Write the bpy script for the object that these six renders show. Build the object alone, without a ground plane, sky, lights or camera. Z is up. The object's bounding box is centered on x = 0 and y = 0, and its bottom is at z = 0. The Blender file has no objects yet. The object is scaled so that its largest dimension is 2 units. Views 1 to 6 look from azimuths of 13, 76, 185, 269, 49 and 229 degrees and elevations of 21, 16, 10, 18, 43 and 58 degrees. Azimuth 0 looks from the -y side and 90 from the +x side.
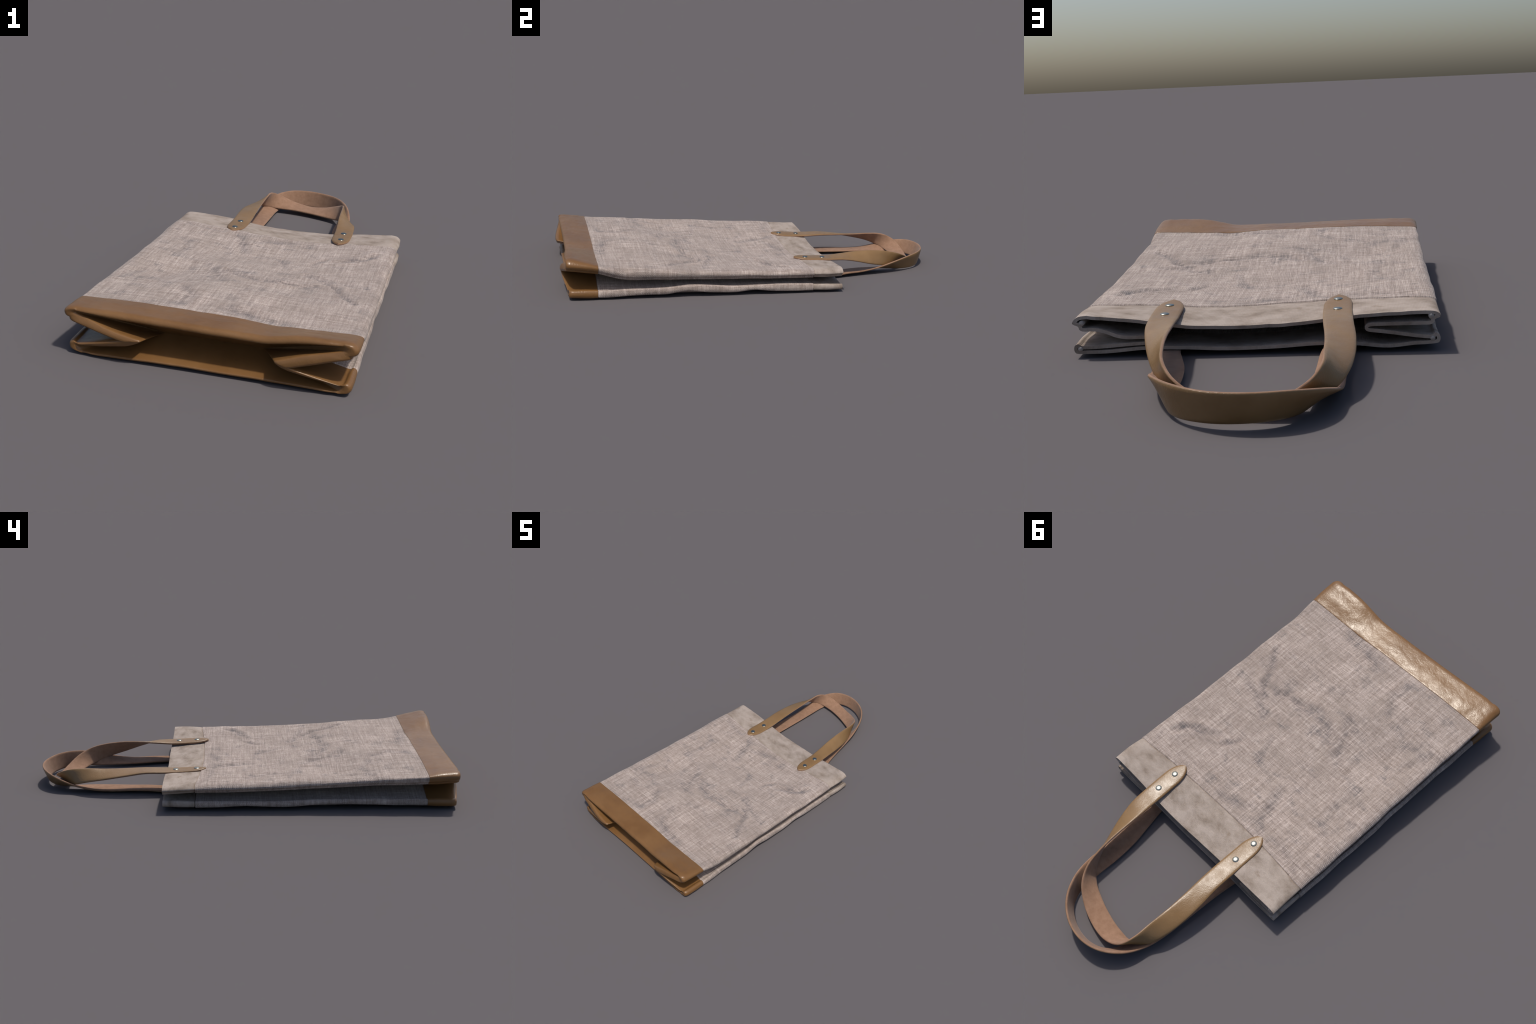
import bpy, math
import numpy as np
from mathutils import Vector, noise

# ------------------------------------------------------------------ helpers
rng = np.random.default_rng(7)


def hermite(xs, ys, x):
    """Smooth (Catmull-Rom) interpolation. ys: (K,) or (K, n) with x: (n,)."""
    xs = np.asarray(xs, float)
    ys = np.asarray(ys, float)
    x = np.clip(np.asarray(x, float), xs[0], xs[-1])
    k = np.clip(np.searchsorted(xs, x, side="right") - 1, 0, len(xs) - 2)
    m = np.gradient(ys, xs, axis=0)
    h = xs[k + 1] - xs[k]
    t = (x - xs[k]) / h
    if ys.ndim == 1:
        p0, p1, m0, m1 = ys[k], ys[k + 1], m[k], m[k + 1]
    else:
        c = np.arange(len(x))
        p0, p1, m0, m1 = ys[k, c], ys[k + 1, c], m[k, c], m[k + 1, c]
    t2, t3 = t * t, t * t * t
    return (2 * t3 - 3 * t2 + 1) * p0 + (t3 - 2 * t2 + t) * h * m0 + (3 * t2 - 2 * t3) * p1 + (t3 - t2) * h * m1


def sstep(a, b, x):
    t = np.clip((x - a) / (b - a), 0, 1)
    return t * t * (3 - 2 * t)


def fbm(x, y, freq, seed, octaves=3):
    out = np.empty(len(x))
    for i in range(len(x)):
        out[i] = noise.fractal(Vector((x[i] * freq, y[i] * freq, seed)), 0.9, 2.1, octaves)
    return out


def grid_fbm(x, y, freq, seed, octaves=3, cells=160):
    """Noise evaluated on a coarse lattice and interpolated (fast)."""
    gx = np.linspace(-0.56, 0.56, cells)
    gy = np.linspace(-1.04, 0.42, cells)
    X, Y = np.meshgrid(gx, gy, indexing="ij")
    G = fbm(X.ravel(), Y.ravel(), freq, seed, octaves).reshape(cells, cells)
    fx = np.clip((x - gx[0]) / (gx[1] - gx[0]), 0, cells - 1.001)
    fy = np.clip((y - gy[0]) / (gy[1] - gy[0]), 0, cells - 1.001)
    i, j = fx.astype(int), fy.astype(int)
    u, v = fx - i, fy - j
    return (1 - u) * (1 - v) * G[i, j] + u * (1 - v) * G[i + 1, j] + (1 - u) * v * G[i, j + 1] + u * v * G[i + 1, j + 1]


# ------------------------------------------------------- shape of the bag
Y_OPEN = 0.376
Y_LEATHER = -0.832
THICK = 0.0095

# height of the upper panel: rows along the length, columns across
ROWS = [-1.0, -0.96, -0.90, -0.83, -0.60, -0.43, -0.25, -0.06, 0.06, 0.21, 0.38]
COLS = [-0.47, -0.33, -0.12, 0.08, 0.20, 0.33, 0.47]
TOP = np.array([
    [0.172, 0.173, 0.169, 0.167, 0.168, 0.191, 0.195],
    [0.172, 0.173, 0.169, 0.167, 0.168, 0.191, 0.195],
    [0.168, 0.170, 0.168, 0.165, 0.163, 0.177, 0.181],
    [0.161, 0.167, 0.166, 0.162, 0.155, 0.161, 0.166],
    [0.155, 0.156, 0.161, 0.158, 0.154, 0.153, 0.148],
    [0.144, 0.124, 0.142, 0.140, 0.133, 0.132, 0.134],
    [0.139, 0.131, 0.124, 0.117, 0.113, 0.117, 0.124],
    [0.130, 0.118, 0.099, 0.096, 0.101, 0.112, 0.121],
    [0.125, 0.116, 0.102, 0.094, 0.097, 0.109, 0.120],
    [0.117, 0.114, 0.106, 0.097, 0.100, 0.111, 0.119],
    [0.110, 0.104, 0.086, 0.081, 0.086, 0.104, 0.119],
])

# long wrinkles pressed into the upper panel: polyline, depth, half width
CREASES = [
    ([(0.43, -0.51), (0.37, -0.43), (0.33, -0.34)], 0.0042, 0.013),
    ([(0.33, -0.35), (0.25, -0.26), (0.20, -0.23)], 0.0050, 0.014),
    ([(0.30, -0.35), (0.25, -0.35), (0.21, -0.38), (0.14, -0.38)], 0.0042, 0.011),
    ([(0.14, -0.38), (0.05, -0.40), (-0.03, -0.38), (-0.10, -0.34)], 0.0048, 0.016),
    ([(0.39, -0.30), (0.32, -0.28), (0.27, -0.25)], 0.0028, 0.013),
    ([(0.43, 0.10), (0.40, 0.05), (0.36, 0.02), (0.28, -0.02)], 0.0042, 0.012),
    ([(0.23, -0.01), (0.20, -0.04), (0.19, -0.07)], 0.0026, 0.010),
    ([(0.22, -0.80), (0.14, -0.79), (0.01, -0.765)], 0.0036, 0.020),
    ([(-0.15, -0.77), (-0.14, -0.70), (-0.19, -0.61)], 0.0028, 0.016),
    ([(-0.21, 0.16), (-0.15, 0.08), (-0.12, -0.02)], 0.0036, 0.017),
    ([(-0.10, -0.47), (-0.15, -0.37), (-0.18, -0.29)], 0.0034, 0.020),
    ([(0.05, 0.165), (-0.06, 0.14), (-0.10, 0.11)], 0.0028, 0.016),
    ([(0.05, -0.05), (0.09, -0.16)], 0.0022, 0.012),
    ([(-0.40, 0.00), (-0.34, -0.10), (-0.36, -0.24)], 0.0024, 0.014),
    ([(-0.47, -0.58), (-0.42, -0.46)], 0.0024, 0.014),
    ([(-0.44, 0.19), (-0.34, 0.165), (-0.27, 0.17)], 0.0024, 0.012),
]


def seg_dist(x, y, pts):
    d = np.full(len(x), 9.0)
    for (ax, ay), (bx, by) in zip(pts[:-1], pts[1:]):
        dx, dy = bx - ax, by - ay
        t = np.clip(((x - ax) * dx + (y - ay) * dy) / (dx * dx + dy * dy), 0, 1)
        d = np.minimum(d, np.hypot(x - ax - t * dx, y - ay - t * dy))
    return d


def z_top(x, y):
    cols = np.array([hermite(ROWS, TOP[:, j], y) for j in range(len(COLS))])
    z = hermite(COLS, cols, x)
    cloth = sstep(Y_LEATHER, Y_LEATHER + 0.06, y)
    z = z + cloth * 0.0035 * grid_fbm(x, y, 5.0, 1.3) + 0.0010 * grid_fbm(x, y, 22.0, 7.7)
    for pts, depth, half in CREASES:
        d = seg_dist(x, y, pts)
        z = z - 1.5 * depth * np.exp(-d / half) + 0.7 * depth * np.exp(-((d - 2.4 * half) / (1.2 * half)) ** 2)
    return z


# lower panel: height across x at the mouth, and along the sides
def z_bottom(x, y):
    mouth = hermite([-0.5, -0.45, -0.366, -0.283, -0.193, -0.053, 0.079, 0.197, 0.304, 0.415, 0.5],
                    [0.017, 0.017, 0.010, 0.018, 0.021, 0.014, 0.012, 0.017, 0.018, 0.010, 0.010], x)
    rest = 0.009 + 0.004 * grid_fbm(x, y, 3.5, 4.4)
    w = sstep(-0.05, 0.25, y)
    return np.maximum(mouth * w + rest * (1 - w), 0.0015)


SIDE = {
    1: dict(
        edge=([-1.0, -0.83, -0.58, -0.35, -0.06, 0.23, 0.38], [0.515, 0.515, 0.512, 0.508, 0.505, 0.506, 0.504]),
        edge_low=([-1.0, -0.83, -0.40, 0.0, 0.38], [0.499, 0.502, 0.502, 0.502, 0.504]),
        lip_up=([-1.0, -0.82, -0.735, -0.60, -0.41, -0.17, 0.05, 0.23, 0.38], [0.179, 0.157, 0.133, 0.126, 0.119, 0.109, 0.102, 0.100, 0.100]),
        lip_low=([-1.0, -0.975, -0.83, -0.72, -0.56, -0.17, 0.05, 0.23, 0.38], [0.163, 0.160, 0.138, 0.108, 0.101, 0.091, 0.087, 0.086, 0.089]),
        low_up=([-1.0, -0.82, -0.68, -0.50, -0.41, -0.17, 0.05, 0.38], [0.043, 0.043, 0.046, 0.049, 0.057, 0.046, 0.049, 0.038]),
        low_down=([-1.0, -0.96, -0.82, -0.6, -0.51, -0.416, -0.29, -0.16, -0.07, 0.02, 0.38], [0.013, 0.013, 0.007, 0.013, 0.013, 0.024, 0.015, 0.012, 0.019, 0.012, 0.009]),
        fold=([-1.0, -0.6, -0.1, 0.38], [0.088, 0.074, 0.062, 0.045]),
        bow=([-1.0, -0.85, -0.3, 0.38], [0.0, 0.1, 0.6, 1.0]),
    ),
    -1: dict(
        edge=([-1.0, -0.83, -0.60, -0.30, 0.0, 0.23, 0.38], [0.514, 0.514, 0.512, 0.510, 0.511, 0.510, 0.508]),
        edge_low=([-1.0, -0.83, -0.40, 0.0, 0.38], [0.500, 0.501, 0.503, 0.508, 0.506]),
        lip_up=([-1.0, -0.82, -0.616, -0.37, -0.12, 0.2, 0.38], [0.160, 0.155, 0.144, 0.129, 0.115, 0.108, 0.099]),
        lip_low=([-1.0, -0.97, -0.83, -0.62, -0.37, -0.18, 0.0, 0.22, 0.38], [0.144, 0.142, 0.130, 0.125, 0.114, 0.105, 0.098, 0.094, 0.087]),
        low_up=([-1.0, -0.8, -0.43, -0.12, 0.06, 0.38], [0.041, 0.047, 0.050, 0.044, 0.045, 0.049]),
        low_down=([-1.0, -0.82, -0.62, -0.37, -0.19, 0.0, 0.22, 0.38], [0.014, 0.014, 0.018, 0.023, 0.013, 0.018, 0.013, 0.019]),
        fold=([-1.0, -0.6, -0.1, 0.38], [0.089, 0.080, 0.070, 0.067]),
        bow=([-1.0, -0.85, -0.3, 0.38], [0.0, 0.0, -0.2, -0.3]),
    ),
}
FOLD_X = {1: ([-1.0, -0.8, 0.38], [0.292, 0.275, 0.275]), -1: ([-1.0, -0.8, 0.38], [0.300, 0.300, 0.312])}


def side_controls(sg, y):
    """Control points (x, z) of one folded side wall, from upper to lower panel."""
    T = SIDE[sg]
    g = {k: hermite(v[0], v[1], y) for k, v in T.items()}
    xe, xb, zu, zl, lu, ld, zf, bow = (g[k] for k in ("edge", "edge_low", "lip_up", "lip_low", "low_up", "low_down", "fold", "bow"))
    xf = hermite(*FOLD_X[sg], y)
    wav = 0.0010 * np.sin(y * 23 + sg) + 0.0008 * np.sin(y * 41 + 2 * sg)
    xe, xb = xe + wav, xb + wav
    x0 = sg * (xe - 0.042)
    zt = z_top(x0, y)
    pts = [
        (xe - 0.042, zt),
        (xe - 0.018, zt * 0.84 + zu * 0.16),
        (xe - 0.004, zt * 0.30 + zu * 0.70),
        (xe, zu * 0.75 + zl * 0.25),
        (xe - 0.004, zl + 0.004),
        (xe - 0.014, zl),
        (xe - 0.0175, zl - 0.004),
        (xe - 0.020, zl - 0.011),
        (xe - 0.032, zl - 0.0155),
    ]
    za = zl - 0.0155
    n = 6
    for i in range(1, n):
        f = i / n
        lin = 1 - f
        hump = np.where(bow > 0, 1 - sstep(0.15, 0.65, np.array([f]))[0], lin)
        h = lin * (1 - np.abs(bow)) + hump * np.abs(bow) - np.where(bow < 0, 1, 0) * 0.5 * np.abs(bow) * math.sin(math.pi * f)
        x = xe - 0.032 + (xf + 0.016 - xe + 0.032) * f
        pts.append((x, np.maximum(zf + 0.004 + (za - zf - 0.004) * h, zf * 0.55 + 0.022)))
    pts += [(xf + 0.014, zf + 0.0035), (xf + 0.003, zf + 0.0015), (xf + 0.003, zf - 0.0015), (xf + 0.014, zf - 0.0035)]
    zb = lu - 0.006
    for i in range(1, n):
        f = i / n
        h = f * f * (3 - 2 * f) * np.abs(bow) + f * (1 - np.abs(bow))
        x = xf + 0.016 + (xb - 0.032 - xf - 0.016) * f
        pts.append((x, zf - 0.004 + (zb - zf + 0.004) * h))
    pts += [
        (xb - 0.030, zb), (xb - 0.021, zb + 0.001), (xb - 0.018, lu - 0.003), (xb - 0.012, lu),
        (xb - 0.003, lu - 0.005), (xb, 0.5 * (lu + ld)), (xb - 0.003, ld + 0.005), (xb - 0.012, ld + 0.001),
        (xb - 0.042, z_bottom(sg * (xb - 0.042), y)),
    ]
    return [(sg * a + 0 * y, b + 0 * y) for a, b in pts]


PANEL_N, BOTTOM_N, SUB = 150, 90, 5
NCTL = 9 + 5 + 4 + 5 + 9
SIDE_N = (NCTL - 1) * SUB
# the closed loop of a cross-section: upper panel (-x to +x), +x side, lower panel (+x to -x), -x side
N_LOOP = PANEL_N + SIDE_N + BOTTOM_N + SIDE_N
SEG = np.concatenate([np.full(PANEL_N, 0), np.full(SIDE_N, 1), np.full(BOTTOM_N, 2), np.full(SIDE_N, 3)])


def catmull(P, i, t):
    n = len(P)
    a, b, c, d = P[max(i - 1, 0)], P[i], P[i + 1], P[min(i + 2, n - 1)]
    return tuple(0.5 * (2 * b[k] + (c[k] - a[k]) * t + (2 * a[k] - 5 * b[k] + 4 * c[k] - d[k]) * t * t + (3 * b[k] - a[k] - 3 * c[k] + d[k]) * t ** 3) for k in range(2))


def section_grid(Y):
    """Y: (rows, N_LOOP) length coordinate of every vertex -> X, Z arrays."""
    X, Z = np.zeros_like(Y), np.zeros_like(Y)
    for sg, start in ((1, PANEL_N), (-1, PANEL_N + SIDE_N + BOTTOM_N)):
        for j in range(SIDE_N):
            # the +x wall is walked downwards, the -x wall upwards
            jj = j if sg == 1 else SIDE_N - j
            i, t = jj // SUB, (jj % SUB) / SUB
            if i >= NCTL - 1:
                i, t = NCTL - 2, 1.0
            col = start + j
            P = side_controls_cached(sg, Y[:, col], (sg, col))
            X[:, col], Z[:, col] = catmull(P, i, t)
    for k in range(PANEL_N):
        f = k / PANEL_N
        y = Y[:, k]
        xl = -(hermite(*SIDE[-1]["edge"], y) + 0.0010 * np.sin(y * 23 - 1) + 0.0008 * np.sin(y * 41 - 2) - 0.042)
        xr = hermite(*SIDE[1]["edge"], y) + 0.0010 * np.sin(y * 23 + 1) + 0.0008 * np.sin(y * 41 + 2) - 0.042
        X[:, k] = xl + (xr - xl) * f
    Z[:, :PANEL_N] = z_top(X[:, :PANEL_N].ravel(), Y[:, :PANEL_N].ravel()).reshape(-1, PANEL_N)
    b0 = PANEL_N + SIDE_N
    for k in range(BOTTOM_N):
        f = k / BOTTOM_N
        y = Y[:, b0 + k]
        xl = -(hermite(*SIDE[-1]["edge_low"], y) + 0.0010 * np.sin(y * 23 - 1) + 0.0008 * np.sin(y * 41 - 2) - 0.042)
        xr = hermite(*SIDE[1]["edge_low"], y) + 0.0010 * np.sin(y * 23 + 1) + 0.0008 * np.sin(y * 41 + 2) - 0.042
        X[:, b0 + k] = xr + (xl - xr) * f
    Z[:, b0:b0 + BOTTOM_N] = z_bottom(X[:, b0:b0 + BOTTOM_N].ravel(), Y[:, b0:b0 + BOTTOM_N].ravel()).reshape(-1, BOTTOM_N)
    return X, Z


_cache = {}


def side_controls_cached(sg, y, key):
    k = (sg, y.tobytes())
    if k not in _cache:
        _cache[k] = side_controls(sg, y)
    return _cache[k]


# length coordinate of rows: mouth, hem seam, leather seam, front end
def spread(n, lo=0.0, hi=1.0):
    return np.linspace(lo, hi, n)


# loop-dependent ends
fx = np.zeros(N_LOOP)
fx[:PANEL_N] = np.linspace(-1, 1, PANEL_N)
fx[PANEL_N + SIDE_N:PANEL_N + SIDE_N + BOTTOM_N] = np.linspace(1, -1, BOTTOM_N)
down = np.linspace(0, 1, SIDE_N)
wall_f = np.zeros(N_LOOP)
wall_f[PANEL_N:PANEL_N + SIDE_N] = down
wall_f[PANEL_N + SIDE_N + BOTTOM_N:] = down[::-1]
panel, bottom = SEG == 0, SEG == 2
wall = (SEG == 1) | (SEG == 3)
y_end = np.zeros(N_LOOP)
y_end[panel] = hermite([-1, -0.7, 0, 0.4, 0.7, 1], [-0.977, -0.974, -0.970, -0.971, -0.981, -0.985], fx[panel])
y_end[bottom] = hermite([-1, -0.5, 0, 0.5, 1], [-0.977, -0.970, -0.967, -0.968, -0.971], fx[bottom])
fold_at = (9 + 5 + 1.5) / (NCTL - 1)
for s, ytop in ((1, -0.987), (3, -0.979)):
    m = SEG == s
    y_end[m] = hermite([0, 0.25, fold_at - 0.02, fold_at + 0.03, 0.75, 1], [ytop, ytop, -1.0, -0.998, -0.974, -0.972], wall_f[m])
y_end = np.convolve(np.concatenate([y_end[-6:], y_end, y_end[:6]]), np.ones(13) / 13, "valid")
y_end[panel] += 0.005 * sstep(0.90, 1.0, np.abs(fx[panel]))
y_end[bottom] += 0.005 * sstep(0.90, 1.0, np.abs(fx[bottom]))
for s in (1, 3):
    m = SEG == s
    y_end[m] += 0.005 * (1 - sstep(0.16, 0.30, wall_f[m]) + sstep(0.70, 0.84, wall_f[m]))
y_hem = np.full(N_LOOP, 0.228)
y_hem[panel] = 0.228 - 0.026 * (1 - fx[panel] ** 2)
y_mouth = np.full(N_LOOP, Y_OPEN)
y_mouth[panel] += 0.003 * np.sin(fx[panel] * 5.0) * (1 - fx[panel] ** 2)

V_MOUTH = spread(26)
V_CLOTH = np.concatenate([spread(5, 0, 0.006), spread(190, 0.006, 0.994)[1:-1], spread(5, 0.994, 1.0)])
V_LEATHER = np.concatenate([spread(5, 0, 0.03), spread(28, 0.03, 1.0)[1:]])
rows = [y_mouth + (y_hem - y_mouth) * v for v in np.concatenate([V_MOUTH[:-2], [0.965, 0.982, 0.993, 1.0]])]
N_HEM = len(rows) - 1
rows += [y_hem + (Y_LEATHER - y_hem) * v for v in V_CLOTH[1:]]
N_CLOTH = len(rows) - 1
rows += [Y_LEATHER + (y_end + 0.022 - Y_LEATHER) * v for v in V_LEATHER[1:]]
Y = np.array(rows)
X, Z = section_grid(Y)
_cache.clear()
R = len(rows)


def loop_normals(X, Y, Z):
    P = np.stack([X, Y, Z], -1)
    du = np.roll(P, -1, 1) - np.roll(P, 1, 1)
    dv = np.gradient(P, axis=0)
    n = np.cross(du, dv)
    n /= np.linalg.norm(n, axis=-1, keepdims=True) + 1e-12
    return n


NRM = loop_normals(X, Y, Z)
if NRM[R // 2, PANEL_N // 2, 2] < 0:
    NRM = -NRM
# the leather sits a little proud of the cloth, the hem seam is stitched down
proud = np.zeros(R)
proud[N_CLOTH + 1:] = 0.0016 + 0.0034 * sstep(0, 16, np.arange(R - N_CLOTH - 1))
proud[N_CLOTH] = 0.0003
proud[N_CLOTH - 1] = -0.0014
for k in range(1, 14):
    proud[N_HEM - k] = -0.0030 * (1 - k / 14)
proud[N_HEM] = -0.0068
proud[N_HEM - 1] = -0.0062
proud[N_HEM + 1] = 0.0
P_OUT = np.stack([X, Y, Z], -1) + NRM * proud[:, None, None]
P_IN = np.stack([X, Y, Z], -1) - NRM * THICK
# cords and cloth stay above the ground
P_OUT[..., 2] = np.maximum(P_OUT[..., 2], 0.001)

# ---- folded front end (leather base): roll over the rim, then sink to the base crease
last = P_OUT[-1]
ax = np.abs(last[:, 0])
# rim of the recess in the x-z plane: under the upper lip, along both V-folds, over the lower lip
RIM_UP = {1: [(0.470, 0.171), (0.348, 0.141), (0.236, 0.101)], -1: [(0.476, 0.157), (0.353, 0.122), (0.218, 0.098)]}
RIM_LOW = {1: [(0.236, 0.097), (0.278, 0.076), (0.381, 0.053), (0.471, 0.033)], -1: [(0.218, 0.094), (0.271, 0.070), (0.380, 0.047), (0.473, 0.028)]}
rim = last.copy()
rim[panel, 2] -= 0.026 - 0.011 * sstep(0.30, 0.47, ax[panel])
rim[bottom, 2] += 0.015 - 0.004 * sstep(0.36, 0.47, ax[bottom])
A0, A1, B0, B1 = 8 / (NCTL - 1), fold_at, 23 / (NCTL - 1), 1.0
for s, sg in ((1, 1), (3, -1)):
    m = SEG == s
    f = wall_f[m]
    edge_up = rim[PANEL_N - 1 if sg == 1 else 0]
    edge_low = rim[PANEL_N + SIDE_N] if sg == 1 else rim[PANEL_N + SIDE_N + BOTTOM_N - 1]
    fs = [0.0, A0 * 0.6, A0 + 0.45 * (A1 - A0), A1, A1 + 0.25 * (B0 - A1), A1 + 0.62 * (B0 - A1), B0 + 0.10, 1.0]
    px = [abs(edge_up[0])] + [p[0] for p in RIM_UP[sg]] + [p[0] for p in RIM_LOW[sg][1:]] + [abs(edge_low[0])]
    pz = [edge_up[2]] + [p[1] for p in RIM_UP[sg]] + [p[1] for p in RIM_LOW[sg][1:]] + [edge_low[2]]
    rim[m, 0] = sg * np.interp(f, fs, px)
    rim[m, 2] = np.interp(f, fs, pz)
for _ in range(2):
    pad = np.concatenate([rim[-2:], rim, rim[:2]])
    rim = sum(pad[i:i + N_LOOP] for i in range(5)) / 5
rim[:, 1] = last[:, 1] - 0.022 + np.where(panel, 0.012, 0.007)
r = 0.022
soft = np.where(wall, 0.35, 0.62)
cap_rows = []
for a in np.linspace(0, math.pi / 2, 8)[1:]:
    q = last + (rim - last) * (soft * (1 - math.cos(a)))[:, None]
    q[:, 1] = last[:, 1] - r * math.sin(a)
    cap_rows.append(q)
q0 = cap_rows[-1].copy()
for t in (0.3, 0.6, 0.85, 1.0):
    cap_rows.append(q0 + (rim - q0) * np.array([t, t ** 3, t])[None, :])
skel = np.zeros_like(rim)
xs = rim[:, 0]
skel[:, 0] = np.clip(xs * 0.40, -0.19, 0.17)
for s, xv in ((1, 0.17), (3, -0.19)):
    skel[SEG == s, 0] = xv
skel[:, 1] = -0.835
skel[:, 2] = 0.066
for t in np.linspace(0, 1, 16)[1:]:
    q = rim + (skel - rim) * t
    # walls of the recess bow slightly
    q[:, 1] += 0.006 * math.sin(math.pi * t)
    cap_rows.append(q)
CAP = np.array(cap_rows)

# ------------------------------------------------------------------ mesh of the bag
verts = np.concatenate([P_OUT.reshape(-1, 3), CAP.reshape(-1, 3), P_IN[:N_CLOTH + 1].reshape(-1, 3), P_OUT[0], P_IN[0]])
verts[:, 2] = np.maximum(verts[:, 2], 0.0008)
nO, nC = R * N_LOOP, len(CAP) * N_LOOP
nRim = len(verts) - 2 * N_LOOP
faces, kind = [], []


def quad_rows(base, nrows, flip, kinds):
    for i in range(nrows - 1):
        for j in range(N_LOOP):
            k = (j + 1) % N_LOOP
            f = (base + i * N_LOOP + j, base + i * N_LOOP + k, base + (i + 1) * N_LOOP + k, base + (i + 1) * N_LOOP + j)
            faces.append(f[::-1] if flip else f)
            kind.append(kinds(i, j))


def cloth_kind(i, j):
    if i < N_HEM:
        return "hem_band"
    if i < N_CLOTH:
        return ("panel_upper", "gusset_a", "panel_lower", "gusset_b")[SEG[j]]
    return "leather_base"


def inner_kind(i, j):
    return ("panel_upper", "gusset_a", "panel_lower", "gusset_b")[SEG[j]] if i >= N_HEM else "hem_band"


quad_rows(0, R + len(CAP), False, cloth_kind)
quad_rows(nO + nC, N_CLOTH + 1, True, inner_kind)
for j in range(N_LOOP):
    k = (j + 1) % N_LOOP
    faces.append((nRim + k, nRim + j, nRim + N_LOOP + j, nRim + N_LOOP + k))
    kind.append("hem_band")

root = bpy.data.objects.new("tote_bag", None)
bpy.context.collection.objects.link(root)
root["label"] = "flat folded linen tote bag with brown leather base and strap handles"
root["category"] = "tote bag"


def add_mesh(name, v, f, mats, parent=root, face_mat=None, smooth=True, normals=None):
    me = bpy.data.meshes.new(name)
    me.from_pydata([tuple(p) for p in v], [], f)
    for m in mats:
        me.materials.append(m)
    if face_mat is not None:
        me.polygons.foreach_set("material_index", face_mat)
    me.polygons.foreach_set("use_smooth", [smooth] * len(f))
    me.update()
    if normals is not None:
        me.normals_split_custom_set_from_vertices([tuple(n) for n in normals])
    ob = bpy.data.objects.new(name, me)
    bpy.context.collection.objects.link(ob)
    ob.parent = parent
    return ob


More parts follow.
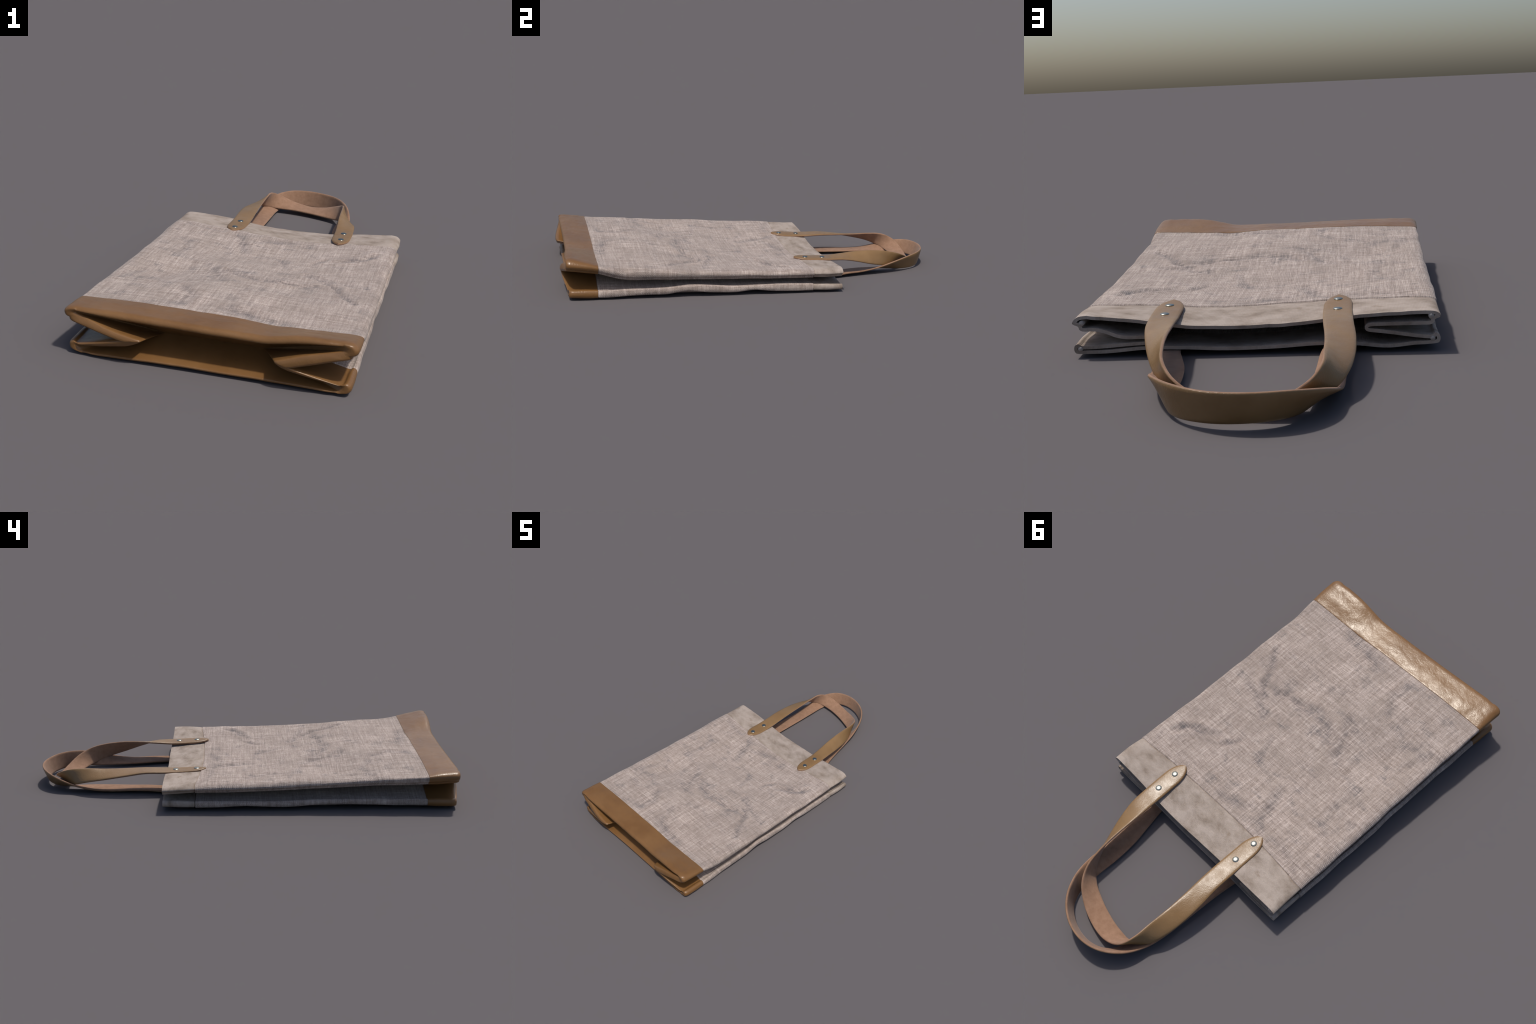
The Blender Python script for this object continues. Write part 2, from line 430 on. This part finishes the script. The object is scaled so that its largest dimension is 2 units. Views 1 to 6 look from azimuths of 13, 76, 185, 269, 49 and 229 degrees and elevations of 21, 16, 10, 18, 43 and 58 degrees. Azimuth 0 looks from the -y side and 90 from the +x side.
# ------------------------------------------------------------------ materials
class Nodes:
    def __init__(self, name):
        self.m = bpy.data.materials.new(name)
        self.m.use_nodes = True
        self.t = self.m.node_tree
        self.b = self.t.nodes["Principled BSDF"]
        self.co = self.t.nodes.new("ShaderNodeTexCoord").outputs["Object"]

    def new(self, kind, **kw):
        n = self.t.nodes.new(kind)
        for k, v in kw.items():
            setattr(n, k, v)
        return n

    def link(self, a, b):
        self.t.links.new(a, b)

    def put(self, sock, v):
        if hasattr(v, "is_output") or hasattr(v, "node"):
            self.link(v, sock)
        else:
            sock.default_value = v

    def mapped(self, scale, rot=(0, 0, 0), loc=(0, 0, 0)):
        n = self.new("ShaderNodeMapping")
        self.link(self.co, n.inputs[0])
        n.inputs["Scale"].default_value = scale
        n.inputs["Rotation"].default_value = rot
        n.inputs["Location"].default_value = loc
        return n.outputs[0]

    def noise(self, vec, scale, detail=3, rough=0.5, dist=0.0):
        n = self.new("ShaderNodeTexNoise")
        self.link(vec, n.inputs["Vector"])
        n.inputs["Scale"].default_value = scale
        n.inputs["Detail"].default_value = detail
        n.inputs["Roughness"].default_value = rough
        n.inputs["Distortion"].default_value = dist
        return n.outputs["Fac"]

    def voronoi(self, vec, scale, feature="DISTANCE_TO_EDGE"):
        n = self.new("ShaderNodeTexVoronoi", feature=feature)
        self.link(vec, n.inputs["Vector"])
        n.inputs["Scale"].default_value = scale
        return n.outputs["Distance"]

    def wave(self, vec, scale, direction="X", dist=0.0, dscale=1.0):
        n = self.new("ShaderNodeTexWave", bands_direction=direction)
        self.link(vec, n.inputs["Vector"])
        n.inputs["Scale"].default_value = scale
        n.inputs["Distortion"].default_value = dist
        n.inputs["Detail"].default_value = 1.5
        n.inputs["Detail Scale"].default_value = dscale
        return n.outputs["Fac"]

    def ramp(self, fac, stops):
        n = self.new("ShaderNodeValToRGB")
        self.put(n.inputs[0], fac)
        e = n.color_ramp.elements
        while len(e) < len(stops):
            e.new(0.5)
        for el, (p, c) in zip(e, stops):
            el.position = p
            el.color = (*c, 1) if len(c) == 3 else c
        return n.outputs[0]

    def range(self, fac, a, b, c=0.0, d=1.0):
        n = self.new("ShaderNodeMapRange")
        self.put(n.inputs[0], fac)
        for i, v in enumerate((a, b, c, d)):
            n.inputs[i + 1].default_value = v
        return n.outputs[0]

    def math(self, op, a, b=0.0, c=0.0):
        n = self.new("ShaderNodeMath", operation=op)
        self.put(n.inputs[0], a)
        self.put(n.inputs[1], b)
        if op in ("MULTIPLY_ADD",):
            self.put(n.inputs[2], c)
        return n.outputs[0]

    def mix(self, fac, a, b, blend="MIX"):
        n = self.new("ShaderNodeMix", data_type="RGBA", blend_type=blend)
        self.put(n.inputs[0], fac)
        self.put(n.inputs[6], (*a, 1) if isinstance(a, tuple) else a)
        self.put(n.inputs[7], (*b, 1) if isinstance(b, tuple) else b)
        return n.outputs[2]

    def bump(self, height, strength, distance, normal=None):
        n = self.new("ShaderNodeBump")
        self.put(n.inputs["Height"], height)
        n.inputs["Strength"].default_value = strength
        n.inputs["Distance"].default_value = distance
        if normal is not None:
            self.link(normal, n.inputs["Normal"])
        return n.outputs[0]

    def finish(self, color, rough, normal=None, spec=0.5):
        self.put(self.b.inputs["Base Color"], color)
        self.put(self.b.inputs["Roughness"], rough)
        self.b.inputs["Specular IOR Level"].default_value = spec
        if normal is not None:
            self.link(normal, self.b.inputs["Normal"])
        return self.m


def segment_mask(N, pts, half):
    """1 near a polyline in the x-y plane, falling to 0 over `half`."""
    sep = N.new("ShaderNodeSeparateXYZ")
    N.link(N.co, sep.inputs[0])
    warp = N.noise(N.co, 14.0, 2)
    x = N.math("ADD", sep.outputs[0], N.range(warp, 0.3, 0.7, -0.008, 0.008))
    y = N.math("ADD", sep.outputs[1], N.range(warp, 0.3, 0.7, 0.008, -0.008))
    best = None
    for (ax, ay), (bx, by) in zip(pts[:-1], pts[1:]):
        dx, dy = bx - ax, by - ay
        L = dx * dx + dy * dy
        px, py = N.math("SUBTRACT", x, ax), N.math("SUBTRACT", y, ay)
        t = N.math("DIVIDE", N.math("ADD", N.math("MULTIPLY", px, dx), N.math("MULTIPLY", py, dy)), L)
        cl = N.new("ShaderNodeClamp")
        N.link(t, cl.inputs[0])
        t = cl.outputs[0]
        ex = N.math("SUBTRACT", px, N.math("MULTIPLY", t, dx))
        ey = N.math("SUBTRACT", py, N.math("MULTIPLY", t, dy))
        d = N.math("SQRT", N.math("ADD", N.math("MULTIPLY", ex, ex), N.math("MULTIPLY", ey, ey)))
        best = d if best is None else N.math("MINIMUM", best, d)
    return N.range(best, half, 0.0, 0.0, 1.0)


def make_linen(name, painted_crease_shade=True):
    N = Nodes(name)
    # slubby warp and weft: long thin streaks in both directions
    warp = N.noise(N.mapped((120, 5, 8)), 1.0, 3, 0.7)
    weft = N.noise(N.mapped((5, 120, 8), loc=(3, 1, 0)), 1.0, 3, 0.7)
    warp_fine = N.noise(N.mapped((330, 40, 20)), 1.0, 2, 0.6)
    weft_fine = N.noise(N.mapped((40, 330, 20)), 1.0, 2, 0.6)
    broad = N.math("MULTIPLY", N.math("ADD", N.range(warp, 0.30, 0.70), N.range(weft, 0.30, 0.70)), 0.5)
    fine = N.math("MULTIPLY", N.math("ADD", N.range(warp_fine, 0.3, 0.7), N.range(weft_fine, 0.3, 0.7)), 0.5)
    streak = N.math("ADD", N.math("MULTIPLY", broad, 0.56), N.math("MULTIPLY", fine, 0.44))
    col = N.ramp(streak, [(0.24, (0.226, 0.174, 0.145)), (0.41, (0.325, 0.259, 0.222)), (0.55, (0.410, 0.332, 0.289)), (0.74, (0.545, 0.455, 0.403))])
    soil = N.noise(N.mapped((1, 1, 1), loc=(5, 2, 0)), 9.0, 5, 0.65)
    col = N.mix(N.range(soil, 0.42, 0.68, 0.0, 0.55), col, (0.258, 0.206, 0.173))
    if painted_crease_shade:
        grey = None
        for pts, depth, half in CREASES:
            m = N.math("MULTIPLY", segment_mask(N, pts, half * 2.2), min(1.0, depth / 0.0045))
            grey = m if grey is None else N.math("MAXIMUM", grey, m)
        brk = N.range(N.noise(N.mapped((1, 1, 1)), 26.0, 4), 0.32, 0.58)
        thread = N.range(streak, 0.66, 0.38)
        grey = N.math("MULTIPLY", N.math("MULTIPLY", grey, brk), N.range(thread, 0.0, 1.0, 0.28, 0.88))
        col = N.mix(grey, col, (0.118, 0.104, 0.104))  # linen darkened to grey along the wrinkles: crease shadow painted into the colour
        faint = N.range(N.noise(N.mapped((1.0, 1.6, 1), rot=(0, 0, 0.6), loc=(9, 4, 2)), 9.0, 3, 0.55), 0.53, 0.70, 0.0, 0.7)
        col = N.mix(N.math("MULTIPLY", N.math("MULTIPLY", faint, brk), thread), col, (0.140, 0.128, 0.128))
    # whipped stitches along the long edges
    sep = N.new("ShaderNodeSeparateXYZ")
    N.link(N.co, sep.inputs[0])
    rim_mask = N.range(N.math("ABSOLUTE", sep.outputs[0]), 0.468, 0.482)
    whip = N.wave(N.mapped((1, 1, 1.4), rot=(0.5, 0, 0.6)), 52.0, "Y", 3.0, 5.0)
    patch = N.range(N.noise(N.mapped((1, 1, 1), loc=(1, 6, 3)), 11.0, 3), 0.46, 0.66)
    stitch = N.math("MULTIPLY", rim_mask, N.math("MULTIPLY", N.range(whip, 0.5, 0.1), patch))
    col = N.mix(N.math("MULTIPLY", stitch, 0.6), col, (0.120, 0.108, 0.108))
    wa = N.wave(N.mapped((1, 1, 1)), 62.0, "X", 1.2, 3.0)
    we = N.wave(N.mapped((1, 1, 1)), 62.0, "Y", 1.2, 3.0)
    h = N.math("ADD", N.math("ADD", N.math("MULTIPLY", wa, we), N.math("MULTIPLY", streak, 1.2)), N.math("MULTIPLY", N.math("MULTIPLY", rim_mask, whip), 0.5))
    nrm = N.bump(h, 0.5, 0.0022)
    N.b.inputs["Sheen Weight"].default_value = 0.1
    N.b.inputs["Sheen Roughness"].default_value = 0.6
    return N.finish(col, 0.9, nrm, 0.2)


def make_hem():
    N = Nodes("plain_canvas")
    a = N.noise(N.mapped((1, 1.5, 1), rot=(0, 0, 0.5)), 11.0, 5, 0.62, 0.2)
    col = N.ramp(a, [(0.32, (0.222, 0.174, 0.138)), (0.45, (0.302, 0.246, 0.204)), (0.62, (0.385, 0.320, 0.274))])
    spot = N.range(N.noise(N.mapped((1, 2, 1), rot=(0, 0, 0.7), loc=(2, 7, 1)), 13.0, 4, 0.6), 0.60, 0.76)
    col = N.mix(N.math("MULTIPLY", spot, 0.7), col, (0.20, 0.145, 0.100))
    we = N.wave(N.mapped((1, 1, 1)), 80.0, "X")
    wb = N.wave(N.mapped((1, 1, 1)), 80.0, "Y")
    h = N.math("ADD", N.math("MULTIPLY", N.math("MULTIPLY", we, wb), 0.35), N.math("MULTIPLY", a, 2.0))
    return N.finish(col, 0.88, N.bump(h, 0.45, 0.003), 0.2)


def make_leather(name, dark, light, rough=0.37):
    N = Nodes(name)
    a = N.noise(N.co, 6.0, 4, 0.55)
    col = N.ramp(a, [(0.35, dark), (0.65, light)])
    lump = N.noise(N.mapped((1, 1.4, 1)), 16.0, 3, 0.55, 1.4)
    ridge = N.math("ABSOLUTE", N.math("SUBTRACT", N.noise(N.mapped((1, 1.3, 1), loc=(4, 2, 1)), 38.0, 2, 0.55, 1.0), 0.5))
    pores = N.noise(N.co, 330.0, 2, 0.6)
    h = N.math("ADD", N.math("ADD", N.math("MULTIPLY", lump, 1.1), N.math("MULTIPLY", N.range(ridge, 0.0, 0.07), 0.16)), N.math("MULTIPLY", pores, 0.05))
    N.b.inputs["Specular Tint"].default_value = (1.0, 0.96, 0.90, 1)
    N.b.inputs["Coat Weight"].default_value = 0.1
    N.b.inputs["Coat Roughness"].default_value = 0.36
    return N.finish(col, N.range(lump, 0.3, 0.7, rough - 0.08, rough + 0.02), N.bump(h, 0.42, 0.0024), 0.42)


def make_strap_grain():
    N = Nodes("strap_grain_leather")
    a = N.noise(N.co, 7.0, 4, 0.55)
    col = N.ramp(a, [(0.35, (0.195, 0.108, 0.040)), (0.65, (0.235, 0.138, 0.058))])
    h = N.math("ADD", N.noise(N.co, 200.0, 3, 0.65), N.math("MULTIPLY", N.noise(N.co, 38.0, 3, 0.6), 1.2))
    return N.finish(col, N.range(N.noise(N.co, 24.0, 4), 0.3, 0.7, 0.28, 0.44), N.bump(h, 0.45, 0.0014), 0.5)


def make_suede():
    N = Nodes("strap_suede")
    a = N.noise(N.co, 40.0, 5, 0.65)
    col = N.ramp(a, [(0.3, (0.232, 0.132, 0.080)), (0.7, (0.308, 0.182, 0.117))])
    h = N.noise(N.co, 300.0, 3, 0.7)
    N.b.inputs["Sheen Weight"].default_value = 0.15
    return N.finish(col, 0.92, N.bump(h, 0.4, 0.0015), 0.15)


def make_metal():
    N = Nodes("rivet_steel")
    a = N.noise(N.co, 120.0, 2)
    col = N.ramp(a, [(0.3, (0.25, 0.26, 0.23)), (0.7, (0.34, 0.35, 0.31))])
    N.b.inputs["Metallic"].default_value = 1.0
    return N.finish(col, 0.30)


def make_cord():
    N = Nodes("cotton_cord")
    a = N.noise(N.co, 60.0, 3)
    col = N.ramp(a, [(0.3, (0.30, 0.26, 0.23)), (0.7, (0.42, 0.38, 0.35))])
    return N.finish(col, 0.9, N.bump(a, 0.3, 0.001), 0.2)


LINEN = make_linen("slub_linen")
LINEN_PLAIN = make_linen("slub_linen_side", False)
HEM = make_hem()
LEATHER = make_leather("brown_leather", (0.165, 0.079, 0.026), (0.198, 0.100, 0.036))
GRAIN, SUEDE, METAL, CORD = make_strap_grain(), make_suede(), make_metal(), make_cord()

# ---- split the bag by region with shared normals
whole = bpy.data.meshes.new("whole_bag")
whole.from_pydata([tuple(v) for v in verts], [], faces)
whole.polygons.foreach_set("use_smooth", [True] * len(faces))
whole.update()
VN = np.zeros(len(verts) * 3)
whole.vertex_normals.foreach_get("vector", VN)
VN = VN.reshape(-1, 3)
# rim faces at the mouth must not round over: they keep flat normals through doubled vertices
bpy.data.meshes.remove(whole)
kind = np.array(kind)
faces = np.array(faces)
for key, name, mat in (
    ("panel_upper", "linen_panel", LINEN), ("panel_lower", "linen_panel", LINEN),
    ("gusset_a", "side_gusset", LINEN_PLAIN), ("gusset_b", "side_gusset", LINEN_PLAIN),
    ("hem_band", "hem_band", HEM), ("leather_base", "leather_base", LEATHER),
):
    sel = faces[kind == key]
    used, inv = np.unique(sel, return_inverse=True)
    add_mesh(name, verts[used], inv.reshape(-1, 4).tolist(), [mat], normals=VN[used])

# ------------------------------------------------------------------ piping cords in the four corners
def tube(path, radius, n=12):
    path = np.array(path)
    T = np.gradient(path, axis=0)
    T /= np.linalg.norm(T, axis=1, keepdims=True)
    v, f = [], []
    for p, t in zip(path, T):
        a = np.cross(t, [0, 0, 1.0])
        a /= np.linalg.norm(a)
        b = np.cross(a, t)
        for k in range(n):
            w = 2 * math.pi * k / n
            v.append(p + radius * (a * math.cos(w) + b * math.sin(w)))
    for i in range(len(path) - 1):
        for k in range(n):
            f.append((i * n + k, i * n + (k + 1) % n, (i + 1) * n + (k + 1) % n, (i + 1) * n + k))
    f.append(tuple(range(n))[::-1])
    f.append(tuple((len(path) - 1) * n + k for k in range(n)))
    return v, f


for sg in (1, -1):
    ys = np.linspace(0.377, -0.78, 40)
    xe = hermite(*SIDE[sg]["edge"], ys) + 0.0010 * np.sin(ys * 23 + sg) + 0.0008 * np.sin(ys * 41 + 2 * sg)
    zu = hermite(*SIDE[sg]["lip_up"], ys)
    zl = hermite(*SIDE[sg]["lip_low"], ys)
    v, f = tube(np.stack([sg * (xe - 0.026), ys, 0.5 * (zu + zl) + 0.002], 1), 0.0075)
    add_mesh("piping_cord", v, f, [CORD])
    lu = hermite(*SIDE[sg]["low_up"], ys)
    ld = hermite(*SIDE[sg]["low_down"], ys)
    xb = hermite(*SIDE[sg]["edge_low"], ys)
    v, f = tube(np.stack([sg * (xb - 0.019), ys, 0.5 * (lu + ld)], 1), 0.0068)
    add_mesh("piping_cord", v, f, [CORD])

# ------------------------------------------------------------------ handles
# two edges of each strap, walked from the -x end to the +x end
UPPER_INNER = [(-0.193, 0.185, 0.112), (-0.192, 0.287, 0.104), (-0.192, 0.383, 0.104), (-0.197, 0.478, 0.107), (-0.203, 0.571, 0.106), (-0.207, 0.661, 0.106), (-0.209, 0.749, 0.108), (-0.208, 0.835, 0.102), (-0.177, 0.897, 0.078), (-0.105, 0.921, 0.043), (-0.019, 0.916, 0.028), (0.065, 0.889, 0.041), (0.134, 0.843, 0.072), (0.171, 0.78, 0.099), (0.184, 0.702, 0.115), (0.19, 0.618, 0.121), (0.194, 0.534, 0.118), (0.2, 0.451, 0.11), (0.206, 0.367, 0.103), (0.209, 0.28, 0.105), (0.21, 0.187, 0.112)]
UPPER_OUTER = [(-0.274, 0.185, 0.116), (-0.272, 0.287, 0.108), (-0.274, 0.381, 0.105), (-0.277, 0.474, 0.105), (-0.283, 0.565, 0.093), (-0.281, 0.661, 0.077), (-0.264, 0.755, 0.059), (-0.228, 0.819, 0.038), (-0.174, 0.847, 0.023), (-0.107, 0.848, 0.022), (-0.034, 0.837, 0.021), (0.041, 0.82, 0.019), (0.114, 0.794, 0.019), (0.169, 0.755, 0.027), (0.207, 0.697, 0.042), (0.238, 0.62, 0.06), (0.262, 0.54, 0.082), (0.279, 0.46, 0.099), (0.286, 0.372, 0.103), (0.289, 0.281, 0.106), (0.29, 0.187, 0.111)]
LOWER_INNER = [(-0.195, 0.19, 0.006), (-0.195, 0.278, 0.007), (-0.19, 0.367, 0.010), (-0.184, 0.456, 0.013), (-0.181, 0.547, 0.013), (-0.177, 0.638, 0.014), (-0.175, 0.73, 0.014), (-0.175, 0.816, 0.011), (-0.162, 0.89, 0.01), (-0.121, 0.943, 0.011), (-0.052, 0.968, 0.011), (0.033, 0.96, 0.009), (0.11, 0.918, 0.007), (0.149, 0.846, 0.007), (0.154, 0.753, 0.01), (0.152, 0.653, 0.013), (0.161, 0.554, 0.014), (0.183, 0.461, 0.013), (0.204, 0.374, 0.009), (0.212, 0.286, 0.007), (0.211, 0.19, 0.006)]
LOWER_OUTER = [(-0.276, 0.19, 0.006), (-0.275, 0.281, 0.006), (-0.27, 0.372, 0.009), (-0.264, 0.461, 0.015), (-0.26, 0.55, 0.015), (-0.257, 0.64, 0.012), (-0.254, 0.731, 0.018), (-0.245, 0.822, 0.039), (-0.212, 0.907, 0.066), (-0.144, 0.97, 0.084), (-0.054, 0.994, 0.088), (0.04, 0.978, 0.088), (0.12, 0.927, 0.089), (0.177, 0.848, 0.08), (0.21, 0.754, 0.058), (0.226, 0.658, 0.033), (0.241, 0.568, 0.02), (0.261, 0.482, 0.018), (0.283, 0.388, 0.011), (0.292, 0.288, 0.007), (0.291, 0.19, 0.006)]


def strap(inner, outer, grain_up, thick=0.0085, n=220, nu=12):
    inner, outer = np.array(inner), np.array(outer)
    ctl = np.arange(len(inner))
    t = np.linspace(0, len(inner) - 1, n)
    A = np.stack([hermite(ctl, inner[:, k], t) for k in range(3)], 1)
    B = np.stack([hermite(ctl, outer[:, k], t) for k in range(3)], 1)
    C = 0.5 * (A + B)
    T = np.gradient(C, axis=0)
    T /= np.linalg.norm(T, axis=1, keepdims=True)
    D = A - B
    W = np.linalg.norm(D, axis=1)
    D /= W[:, None]
    Nn = np.cross(D, T)
    if Nn[0, 2] < 0:
        Nn = -Nn
    if not grain_up:
        Nn = -Nn
    s = np.concatenate([[0], np.cumsum(np.linalg.norm(np.diff(C, axis=0), axis=1))])
    d = np.minimum(s, s[-1] - s)
    tip = np.clip(1 - (1 - np.clip(d / 0.085, 0, 1)) ** 2, 0, 1) ** 0.55
    W = 0.080 * 0.6 + W * 0.4
    hw = np.maximum(W / 2 * tip, 0.004)
    us = np.linspace(1, -1, nu)
    ring = []
    for side in (1, -1):
        for u in (us if side == 1 else us[::-1]):
            ring.append((u, side))
    v, f, fm = [], [], []
    bev = 0.0022
    nr = 2 * (nu + 2)
    for i in range(n):
        h = hw[i]
        top = [(-u * (h - bev), thick / 2 + 0.0018 * (1 - u ** 4)) for u in us]
        pro = [(-h, thick / 2 - bev)] + top + [(h, thick / 2 - bev), (h, -thick / 2 + bev)] + [(u * (h - bev), -thick / 2) for u in us] + [(-h, -thick / 2 + bev)]
        for a, b in pro:
            v.append(C[i] + D[i] * a + Nn[i] * b)
    flip = np.dot(np.cross(D[0], Nn[0]), T[0]) < 0
    for i in range(n - 1):
        for k in range(nr):
            k2 = (k + 1) % nr
            q = (i * nr + k, i * nr + k2, (i + 1) * nr + k2, (i + 1) * nr + k)
            f.append(q[::-1] if not flip else q)
            fm.append(0 if k < nu + 1 else 1)
    c0, c1 = tuple(range(nr)), tuple((n - 1) * nr + k for k in range(nr))
    f += [c0, c1[::-1]] if not flip else [c0[::-1], c1]
    fm += [1, 1]
    return v, f, fm


straps = []
for a, b, up in ((UPPER_INNER, UPPER_OUTER, True), (LOWER_INNER, LOWER_OUTER, False)):
    v, f, fm = strap(a, b, up)
    v = np.array(v)
    v[:, 2] = np.maximum(v[:, 2], 0.0012)
    ob = add_mesh("handle", v, f, [GRAIN, SUEDE], face_mat=fm)
    me = ob.data
    me.set_sharp_from_angle(angle=math.radians(50))
    straps.append(ob)

# ------------------------------------------------------------------ rivets
def dome(radius, height, n=24, m=6, stem=0.002):
    v, f = [], []
    prof = [(radius * 0.92, -stem), (radius, 0.0)] + [(radius * math.cos(a), height * math.sin(a)) for a in np.linspace(0.25, math.pi / 2 - 0.12, m)]
    for rr, z in prof:
        for k in range(n):
            w = 2 * math.pi * k / n
            v.append((rr * math.cos(w), rr * math.sin(w), z))
    for i in range(len(prof) - 1):
        for k in range(n):
            f.append((i * n + k, i * n + (k + 1) % n, (i + 1) * n + (k + 1) % n, (i + 1) * n + k))
    top = len(v)
    v.append((0, 0, height))
    for k in range(n):
        f.append(((len(prof) - 1) * n + k, (len(prof) - 1) * n + (k + 1) % n, top))
    f.append(tuple(range(n))[::-1])
    return v, f


def strap_top(x, y):
    """Height of the upper strap's grain face at a rivet."""
    a, b = (np.array(e)[:4] if x < 0 else np.array(e)[::-1][:4] for e in (UPPER_INNER, UPPER_OUTER))
    za, zb = np.interp(y, a[:, 1], a[:, 2]), np.interp(y, b[:, 1], b[:, 2])
    return 0.5 * (za + zb) + 0.0085 / 2 + 0.0016


dv, df = dome(0.0132, 0.0036)
rivet_mesh = None
for hi, (spots, up) in enumerate((
    ([(0.252, 0.247, 0.113), (0.249, 0.340, 0.110), (-0.232, 0.229, 0.117), (-0.232, 0.329, 0.109)], True),
    ([(0.252, 0.245, 0.0), (0.249, 0.340, 0.0), (-0.235, 0.235, 0.0), (-0.235, 0.332, 0.0)], False),
)):
    for x, y, z in spots:
        if rivet_mesh is None:
            ob = add_mesh("rivet", dv, df, [METAL], parent=straps[hi])
            rivet_mesh = ob.data
            rivet_mesh.set_sharp_from_angle(angle=math.radians(60))
        else:
            ob = bpy.data.objects.new("rivet", rivet_mesh)
            bpy.context.collection.objects.link(ob)
            ob.parent = straps[hi]
        if up:
            ob.location = (x, y, strap_top(x, y))
        else:
            ob.scale = (1, 1, -0.4)
            ob.location = (x, y, 0.002)
